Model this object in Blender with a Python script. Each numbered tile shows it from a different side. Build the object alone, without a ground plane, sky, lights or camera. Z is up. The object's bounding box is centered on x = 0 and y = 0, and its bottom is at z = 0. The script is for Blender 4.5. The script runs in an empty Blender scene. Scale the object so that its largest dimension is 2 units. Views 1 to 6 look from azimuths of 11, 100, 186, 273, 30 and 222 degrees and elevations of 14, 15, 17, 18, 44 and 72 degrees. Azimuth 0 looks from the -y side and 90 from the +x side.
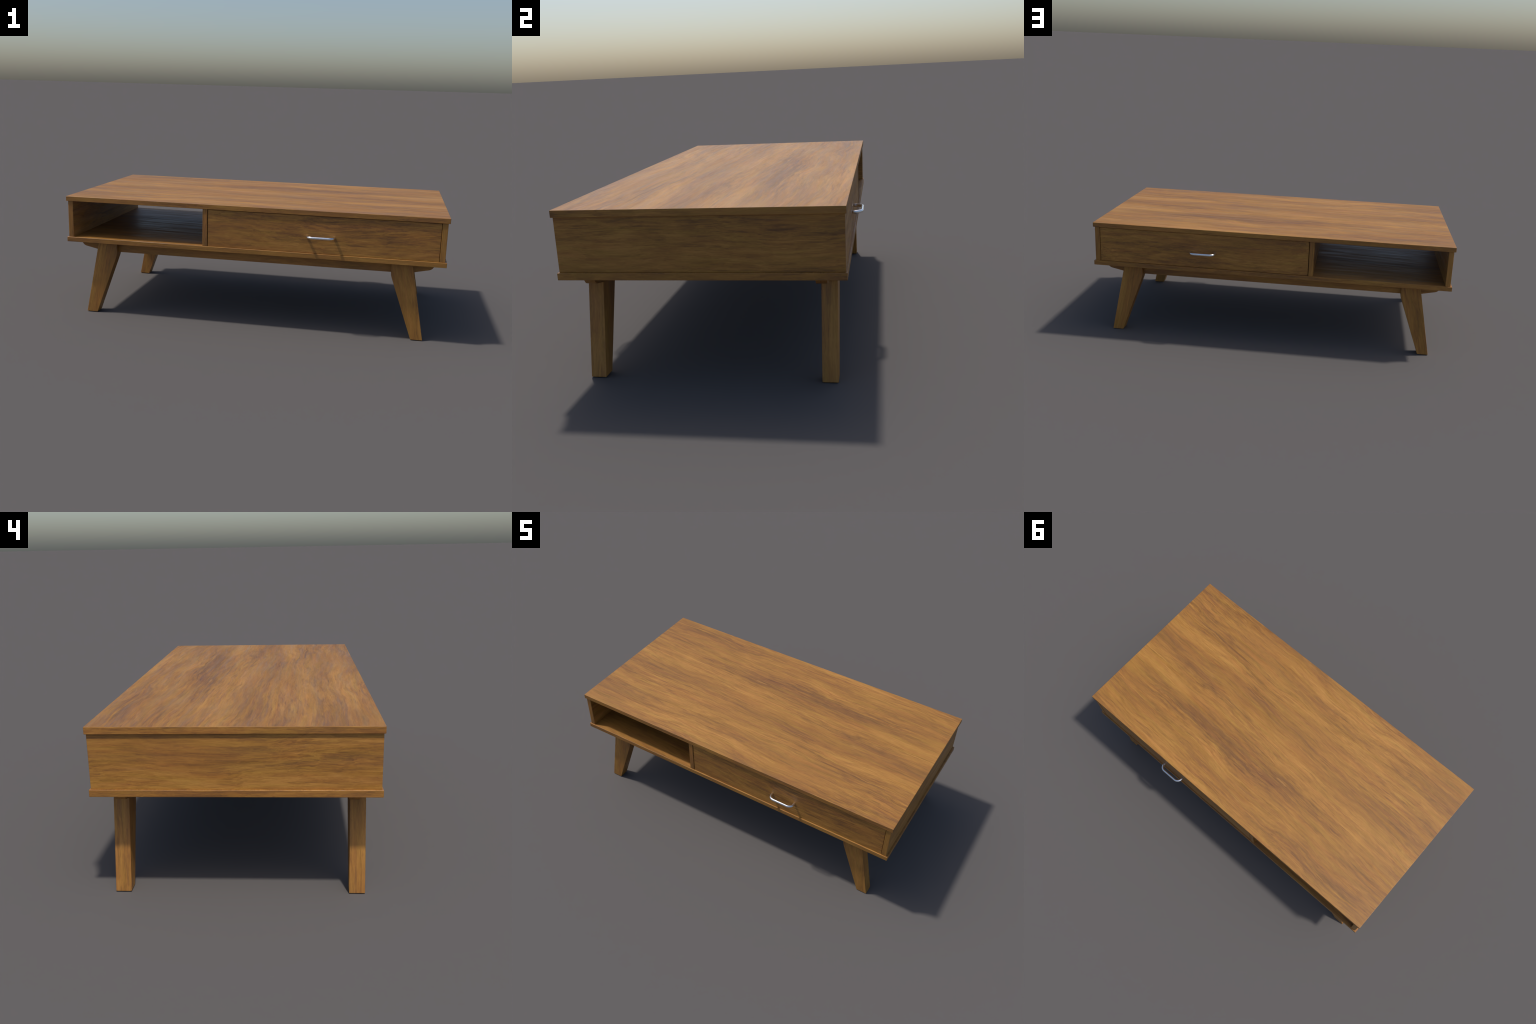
"""Mid-century coffee table: slab top, open cubby, two-faced drawer, splayed legs."""
import bpy, bmesh, math
from mathutils import Vector, Matrix

# ------------------------------------------------------------------ sizes (m)
HALF_L, HALF_D = 1.000, 0.5012           # slabs
TOP_HI, TOP_LO = 0.6483, 0.6226
BASE_HI, BASE_LO = 0.4266, 0.4010
SIDE_OUT, SIDE_IN, SIDE_D = 0.9910, 0.9637, 0.4962
DIV_L, DIV_R = -0.2455, -0.2195
DRAWER_L, DRAWER_R = -0.2162, 0.9614
DRAWER_Y, DRAWER_T = 0.4946, 0.020
DRAWER_LO, DRAWER_HI = 0.4276, 0.6204
LEG_OUT_Y, LEG_IN_Y = 0.4588, 0.4008
RAIL_OUT_Y, RAIL_IN_Y = 0.4300, 0.3905
HANDLE_Z, HANDLE_SPAN, HANDLE_REACH, HANDLE_R = 0.5148, 0.1375, 0.0378, 0.0069


# ------------------------------------------------------------------ materials
class Nodes:
    def __init__(self, mat):
        mat.use_nodes = True
        self.t = mat.node_tree
        self.t.nodes.clear()

    def new(self, kind, **props):
        n = self.t.nodes.new(kind)
        for k, v in props.items():
            setattr(n, k, v)
        return n

    def link(self, a, b):
        self.t.links.new(a, b)

    def put(self, socket, value):
        if isinstance(value, bpy.types.NodeSocket):
            self.link(value, socket)
        else:
            socket.default_value = value

    def math(self, op, a, b=0.0, c=0.0, clamp=False):
        n = self.new("ShaderNodeMath", operation=op, use_clamp=clamp)
        for s, v in zip(n.inputs, (a, b, c)):
            self.put(s, v)
        return n.outputs[0]

    def noise(self, vec, scale, detail=2.0, rough=0.5, distort=0.0, offset=0.0):
        """Noise stretched by a per-axis scale: (along the grain, across, across)."""
        m = self.new("ShaderNodeMapping")
        m.inputs["Scale"].default_value = scale
        m.inputs["Location"].default_value = (offset, offset * 1.7, offset * 0.6)
        self.link(vec, m.inputs["Vector"])
        n = self.new("ShaderNodeTexNoise", noise_dimensions="3D")
        n.inputs["Scale"].default_value = 1.0
        n.inputs["Detail"].default_value = detail
        n.inputs["Roughness"].default_value = rough
        n.inputs["Distortion"].default_value = distort
        self.link(m.outputs[0], n.inputs["Vector"])
        return n.outputs["Fac"]

    def ramp(self, fac, stops, interp="LINEAR"):
        n = self.new("ShaderNodeValToRGB")
        r = n.color_ramp
        r.interpolation = interp
        while len(r.elements) < len(stops):
            r.elements.new(0.5)
        for e, (p, c) in zip(r.elements, stops):
            e.position = p
            e.color = (*c, 1.0) if len(c) == 3 else c
        self.link(fac, n.inputs[0])
        return n.outputs[0]

    def step(self, fac, lo, hi):
        n = self.new("ShaderNodeMapRange", clamp=True)
        n.inputs["From Min"].default_value = lo
        n.inputs["From Max"].default_value = hi
        self.link(fac, n.inputs["Value"])
        return n.outputs["Result"]

    def mix(self, fac, a, b, blend="MIX"):
        n = self.new("ShaderNodeMix", data_type="RGBA", blend_type=blend)
        n.clamp_factor = True
        self.put(n.inputs[0], fac)
        self.put(n.inputs[6], a if isinstance(a, bpy.types.NodeSocket) else (*a, 1))
        self.put(n.inputs[7], b if isinstance(b, bpy.types.NodeSocket) else (*b, 1))
        return n.outputs[2]


def wood(name, axis, slant=0.0, lift=0.0, crisp=1.0):
    """Oiled veneer. axis: object axis the fibres follow; slant: their tilt in radians;
    lift: lighter or darker sheet of veneer; crisp: strength of the fibre lines."""
    mat = bpy.data.materials.new(name)
    g = Nodes(mat)
    coord = g.new("ShaderNodeTexCoord")
    info = g.new("ShaderNodeObjectInfo")
    sep = g.new("ShaderNodeSeparateXYZ")
    g.link(coord.outputs["Object"], sep.inputs[0])
    x, y, z = sep.outputs
    along, a1, a2 = {"x": (x, y, z), "y": (y, x, z), "z": (z, x, y)}[axis]
    # tilt the fibres, then let them wander
    u = g.math("SUBTRACT", g.math("MULTIPLY", along, math.cos(slant)), g.math("MULTIPLY", a1, math.sin(slant)))
    v = g.math("ADD", g.math("MULTIPLY", along, math.sin(slant)), g.math("MULTIPLY", a1, math.cos(slant)))
    shift = g.math("MULTIPLY", info.outputs["Random"], 37.0)
    comb = g.new("ShaderNodeCombineXYZ")
    g.link(g.math("ADD", u, shift), comb.inputs[0])
    g.link(g.math("ADD", v, g.math("MULTIPLY", shift, 0.31)), comb.inputs[1])
    g.link(a2, comb.inputs[2])
    raw = comb.outputs[0]
    wander = g.math("SUBTRACT", g.noise(raw, (1.6, 2.6, 2.6), 2.0, 0.5, offset=3.0), 0.5)
    ripple = g.math("SUBTRACT", g.noise(raw, (11.0, 22.0, 22.0), 3.0, 0.6, offset=8.0), 0.5)
    bend = g.math("ADD", g.math("MULTIPLY", wander, 0.10), g.math("MULTIPLY", ripple, 0.014))
    comb2 = g.new("ShaderNodeCombineXYZ")
    s2 = g.new("ShaderNodeSeparateXYZ")
    g.link(raw, s2.inputs[0])
    g.link(s2.outputs[0], comb2.inputs[0])
    g.link(g.math("ADD", s2.outputs[1], bend), comb2.inputs[1])
    g.link(g.math("ADD", s2.outputs[2], g.math("MULTIPLY", bend, 0.6)), comb2.inputs[2])
    p = comb2.outputs[0]

    bands = g.noise(p, (1.0, 8.5, 8.5), 4.0, 0.58, offset=1.0)          # broad light and dark figure
    field = g.noise(p, (0.75, 5.5, 5.5), 1.5, 0.45, offset=41.0)        # height field whose contours are the rings
    jitter = g.noise(p, (6.0, 40.0, 40.0), 3.0, 0.6, offset=47.0)
    phase = g.math("ADD", g.math("MULTIPLY", field, 95.0), g.math("MULTIPLY", jitter, 6.0))
    rings = g.math("MULTIPLY_ADD", g.math("SINE", phase), 0.5, 0.5)     # flowing growth lines
    streaks = g.noise(p, (5.0, 90.0, 90.0), 4.0, 0.68, offset=5.0)      # long streaks
    fibres = g.noise(p, (17.0, 300.0, 300.0), 3.0, 0.68, offset=11.0)   # fine fibre lines
    hue = g.noise(p, (3.2, 40.0, 40.0), 4.0, 0.65, offset=17.0)         # reddish against olive
    fleck = g.noise(p, (7.0, 110.0, 110.0), 3.0, 0.6, offset=23.0)      # dark pore lines
    pale = g.noise(p, (7.0, 48.0, 48.0), 3.0, 0.55, offset=29.0)        # pale flecks
    sheen = g.noise(p, (2.4, 34.0, 34.0), 4.0, 0.65, offset=53.0)       # how closed the oiled surface is

    # some stretches of the veneer are calm, others strongly striped
    calm = g.math("MULTIPLY_ADD", g.step(g.noise(p, (1.4, 6.0, 6.0), 2.0, 0.5, offset=61.0), 0.38, 0.64), 0.50, 0.65)
    lines = g.math("ADD", g.math("MULTIPLY", g.math("SUBTRACT", streaks, 0.5), 0.36),
                   g.math("ADD", g.math("MULTIPLY", g.math("SUBTRACT", fibres, 0.5), 0.30),
                          g.math("MULTIPLY", g.math("SUBTRACT", rings, 0.5), 0.035)))
    tone = g.math("ADD", g.math("MULTIPLY_ADD", bands, 0.52, 0.250 + lift), g.math("MULTIPLY", g.math("MULTIPLY", lines, calm), crisp))
    col = g.ramp(tone, [(0.36, (0.170, 0.072, 0.020)), (0.44, (0.240, 0.103, 0.023)),
                        (0.51, (0.310, 0.136, 0.025)), (0.57, (0.360, 0.163, 0.030)), (0.65, (0.430, 0.203, 0.041))])
    col = g.mix(g.math("MULTIPLY", g.step(hue, 0.52, 0.74), 0.45), col, (1.06, 0.87, 1.02), "MULTIPLY")
    col = g.mix(g.math("MULTIPLY", g.step(hue, 0.51, 0.30), 0.65), col, (0.92, 1.04, 0.84), "MULTIPLY")
    col = g.mix(g.math("MULTIPLY", g.math("MULTIPLY", g.step(fleck, 0.55, 0.70), calm), 0.60), col, (0.62, 0.58, 0.58), "MULTIPLY")
    col = g.mix(g.math("MULTIPLY", g.step(pale, 0.66, 0.76), 0.40), col, (0.46, 0.23, 0.060))

    bsdf = g.new("ShaderNodeBsdfPrincipled")
    g.link(col, bsdf.inputs["Base Color"])
    bsdf.inputs["Specular IOR Level"].default_value = 0.5
    g.link(g.math("ADD", g.math("ADD", g.math("MULTIPLY", sheen, 0.70), g.math("MULTIPLY", streaks, 0.25)), 0.05), bsdf.inputs["Roughness"])
    bump = g.new("ShaderNodeBump")
    bump.inputs["Strength"].default_value = 0.11
    bump.inputs["Distance"].default_value = 0.002
    g.link(g.math("ADD", g.math("MULTIPLY", streaks, 0.5), g.math("MULTIPLY", fibres, 0.5)), bump.inputs["Height"])
    g.link(bump.outputs[0], bsdf.inputs["Normal"])
    out = g.new("ShaderNodeOutputMaterial")
    g.link(bsdf.outputs[0], out.inputs[0])
    return mat


def brushed_steel():
    mat = bpy.data.materials.new("brushed_steel")
    g = Nodes(mat)
    coord = g.new("ShaderNodeTexCoord")
    bsdf = g.new("ShaderNodeBsdfPrincipled")
    n = g.noise(coord.outputs["Object"], (60.0, 900.0, 900.0), 2.0)
    g.link(g.ramp(n, [(0.3, (0.84, 0.84, 0.85)), (0.7, (0.92, 0.92, 0.92))]), bsdf.inputs["Base Color"])
    bsdf.inputs["Metallic"].default_value = 1.0
    g.link(g.math("ADD", g.math("MULTIPLY", n, 0.06), 0.15), bsdf.inputs["Roughness"])
    out = g.new("ShaderNodeOutputMaterial")
    g.link(bsdf.outputs[0], out.inputs[0])
    return mat


WOOD = {"x": wood("veneer_long", "x", 0.045, -0.006), "y": wood("veneer_cross", "y", 0.02, 0.008, 1.30),
        "front": wood("veneer_front", "x", 0.03, 0.014, 1.45), "z": wood("veneer_upright", "z", 0.0),
        "leg": wood("solid_leg", "z", 0.19)}
STEEL = brushed_steel()


# ------------------------------------------------------------------ geometry
def finish(name, bm, parent, at, mats):
    me = bpy.data.meshes.new(name)
    bmesh.ops.recalc_face_normals(bm, faces=bm.faces)
    bm.to_mesh(me)
    bm.free()
    for m in mats:
        me.materials.append(m)
    ob = bpy.data.objects.new(name, me)
    bpy.context.scene.collection.objects.link(ob)
    ob.location = at
    if parent:
        ob.parent = parent
    return ob


def add_box(bm, lo, hi, bevel, segments=3):
    made = bmesh.ops.create_cube(bm, size=1.0)["verts"]
    c = [(a + b) / 2 for a, b in zip(lo, hi)]
    s = [b - a for a, b in zip(lo, hi)]
    for v in made:
        v.co = Vector(v.co[i] * s[i] + c[i] for i in range(3))
    edges = list({e for v in made for e in v.link_edges})
    if bevel:
        bmesh.ops.bevel(bm, geom=edges, offset=bevel, segments=segments, profile=0.5, affect="EDGES")


def grain_faces(bm, by_normal):
    """Lay the fibres face by face: slot chosen from the dominant axis of the face."""
    bm.normal_update()
    for f in bm.faces:
        n = [abs(c) for c in f.normal]
        f.material_index = by_normal[n.index(max(n))]


def board(name, parent, lo, hi, bevel, grain):
    """grain: fibre axis for faces looking along x, y and z."""
    c = Vector((a + b) / 2 for a, b in zip(lo, hi))
    bm = bmesh.new()
    add_box(bm, Vector(lo) - c, Vector(hi) - c, bevel)
    axes = sorted(set(grain))
    grain_faces(bm, [axes.index(a) for a in grain])
    return finish(name, bm, parent, c, [WOOD[a] for a in axes])


def extrude_profile(bm, profile, y0, y1, bevel):
    """Solid from an x-z outline swept from y0 to y1, its edges eased."""
    front = [bm.verts.new((x, y0, z)) for x, z in profile]
    back = [bm.verts.new((x, y1, z)) for x, z in profile]
    bm.faces.new(front)
    bm.faces.new(back[::-1])
    n = len(profile)
    for i in range(n):
        j = (i + 1) % n
        bm.faces.new((front[j], front[i], back[i], back[j]))
    bmesh.ops.recalc_face_normals(bm, faces=bm.faces)
    bm.normal_update()
    sharp = [e for e in bm.edges if len(e.link_faces) == 2 and e.calc_face_angle() > math.radians(35)]
    bmesh.ops.bevel(bm, geom=sharp, offset=bevel, segments=3, profile=0.5, affect="EDGES")


def rounded(a, corner, b, radius, steps=4):
    """Quadratic easing of a profile corner between its neighbours."""
    a, c, b = Vector(a), Vector(corner), Vector(b)
    p, q = c + (a - c).normalized() * radius, c + (b - c).normalized() * radius
    pts = []
    for i in range(steps + 1):
        t = i / steps
        pts.append(tuple(p * (1 - t) ** 2 + c * 2 * t * (1 - t) + q * t * t))
    return pts


table = bpy.data.objects.new("coffee_table", None)
bpy.context.scene.collection.objects.link(table)
table["label"] = "low walnut coffee table with drawer, open cubby and splayed legs"
table["category"] = "coffee table"

board("tabletop", table, (-HALF_L, -HALF_D, TOP_LO), (HALF_L, HALF_D, TOP_HI), 0.0017, "yxx")
board("base_board", table, (-HALF_L, -HALF_D, BASE_LO), (HALF_L, HALF_D, BASE_HI), 0.0018, "yxx")
for sx in (-1, 1):
    a, b = sorted((sx * SIDE_IN, sx * SIDE_OUT))
    board("side_panel", table, (a, -SIDE_D, BASE_HI - 0.0004), (b, SIDE_D, TOP_LO + 0.0004), 0.0018, "yzy")
board("divider", table, (DIV_L, -SIDE_D, BASE_HI - 0.0004), (DIV_R, SIDE_D, TOP_LO + 0.0004), 0.0018, "yzy")

# ---- drawer: one face on each long side, a box behind each
HANDLE_X = (DRAWER_L + DRAWER_R) / 2
BOX_T, BOX_DEEP = 0.012, 0.45


def drawer(side):
    c = Vector((HANDLE_X, side * (DRAWER_Y - DRAWER_T / 2), (DRAWER_LO + DRAWER_HI) / 2))
    half = (DRAWER_R - DRAWER_L) / 2
    tall = (DRAWER_HI - DRAWER_LO) / 2
    bm = bmesh.new()
    add_box(bm, (-half, -DRAWER_T / 2, -tall), (half, DRAWER_T / 2, tall), 0.0015)
    inner = -side * (DRAWER_T / 2 + 0.001)
    far = inner - side * BOX_DEEP
    y0, y1 = sorted((inner, far))
    for s in (-1, 1):
        x0, x1 = sorted((s * (half - 0.004), s * (half - 0.004 - BOX_T)))
        add_box(bm, (x0, y0, -tall + 0.004), (x1, y1, tall - 0.02), 0)
    add_box(bm, (-half + 0.018, y0, -tall + 0.006), (half - 0.018, y1, -tall + 0.012), 0)
    grain_faces(bm, [1, 0, 0])
    ob = finish("drawer", bm, table, c, [WOOD["front"], WOOD["y"]])
    return ob


def handle(parent, side):
    """Bent steel rod: stem, bend, bar, bend, stem."""
    w, reach, bend = HANDLE_SPAN / 2, HANDLE_REACH, 0.027
    path = [Vector((-w, -0.003, 0)), Vector((-w, (reach - bend) / 2, 0))]
    for s, a0 in ((-1, 180), (1, 90)):
        for i in range(11):
            t = math.radians(a0 - 9.0 * i)
            path.append(Vector((s * (w - bend) + bend * math.cos(t), reach - bend + bend * math.sin(t), 0)))
    path += [Vector((w, (reach - bend) / 2, 0)), Vector((w, -0.003, 0))]
    bm = bmesh.new()
    ring_n, rings = 20, []
    for i, p in enumerate(path):
        d = (path[min(i + 1, len(path) - 1)] - path[max(i - 1, 0)]).normalized()
        side_dir = Vector((d.y, -d.x, 0))
        rings.append([bm.verts.new(p + (side_dir * math.cos(k * math.tau / ring_n) + Vector((0, 0, 1)) * math.sin(k * math.tau / ring_n)) * HANDLE_R)
                      for k in range(ring_n)])
    for r0, r1 in zip(rings, rings[1:]):
        for k in range(ring_n):
            bm.faces.new((r0[k], r0[(k + 1) % ring_n], r1[(k + 1) % ring_n], r1[k])).smooth = True
    bm.faces.new(rings[0])
    bm.faces.new(rings[-1])
    if side < 0:
        bmesh.ops.rotate(bm, cent=(0, 0, 0), matrix=Matrix.Rotation(math.pi, 3, "Z"), verts=bm.verts)
    at = Vector((0, side * DRAWER_T / 2, HANDLE_Z - (DRAWER_LO + DRAWER_HI) / 2))
    return finish("handle", bm, parent, at, [STEEL])


for side in (-1, 1):
    handle(drawer(side), side)

# ---- stretcher rails: boat-shaped ends rising to the base board
RAIL_LO = 0.3440
half_profile = [(0.956, BASE_LO + 0.0004)] + rounded((0.956, BASE_LO), (0.934, 0.3690), (0.8170, RAIL_LO), 0.013, 5) + [(0.8170, RAIL_LO)]
profile = half_profile + [(-x, z) for x, z in half_profile[::-1]]
rail_mesh = None
for side in (-1, 1):
    mid = (RAIL_OUT_Y + RAIL_IN_Y) / 2
    if rail_mesh is None:
        bm = bmesh.new()
        h = (RAIL_OUT_Y - RAIL_IN_Y) / 2
        extrude_profile(bm, [(x, z - BASE_LO) for x, z in profile], -h, h, 0.0012)
        rail = finish("rail", bm, table, (0, side * mid, BASE_LO), [WOOD["x"]])
        rail_mesh = rail.data
    else:
        rail = rail.copy()
        rail.location = (0, side * mid, BASE_LO)
        bpy.context.scene.collection.objects.link(rail)

# ---- cross rails tying the two long rails together between the legs
for sx in (-1, 1):
    board("cross_rail", table, (sx * 0.7685 - 0.020, -RAIL_IN_Y - 0.0005, RAIL_LO + 0.002), (sx * 0.7685 + 0.020, RAIL_IN_Y + 0.0005, BASE_LO + 0.0004), 0.0012, "yxy")

# ---- splayed, tapering legs
FOOT_IN, FOOT_OUT = 0.8550, 0.9155
leg_outline = [(FOOT_IN, 0.0), (FOOT_OUT, 0.0), (0.8370, BASE_LO + 0.0004), (0.7325, BASE_LO + 0.0004)]
leg_outline += rounded((0.7325, BASE_LO), (0.7333, 0.3345), (FOOT_IN, 0.0), 0.016, 4)
mid_x, mid_y = 0.8350, (LEG_OUT_Y + LEG_IN_Y) / 2
first = None
for sx in (-1, 1):
    for sy in (-1, 1):
        if first is None:
            bm = bmesh.new()
            h = (LEG_OUT_Y - LEG_IN_Y) / 2
            extrude_profile(bm, [(x - mid_x, z) for x, z in leg_outline], -h, h, 0.0018)
            leg = first = finish("leg", bm, table, (0, 0, 0), [WOOD["leg"]])
        else:
            leg = first.copy()
            bpy.context.scene.collection.objects.link(leg)
        leg.location = (sx * mid_x, sy * mid_y, 0)
        leg.rotation_euler = (0, 0, 0 if sx > 0 else math.pi)
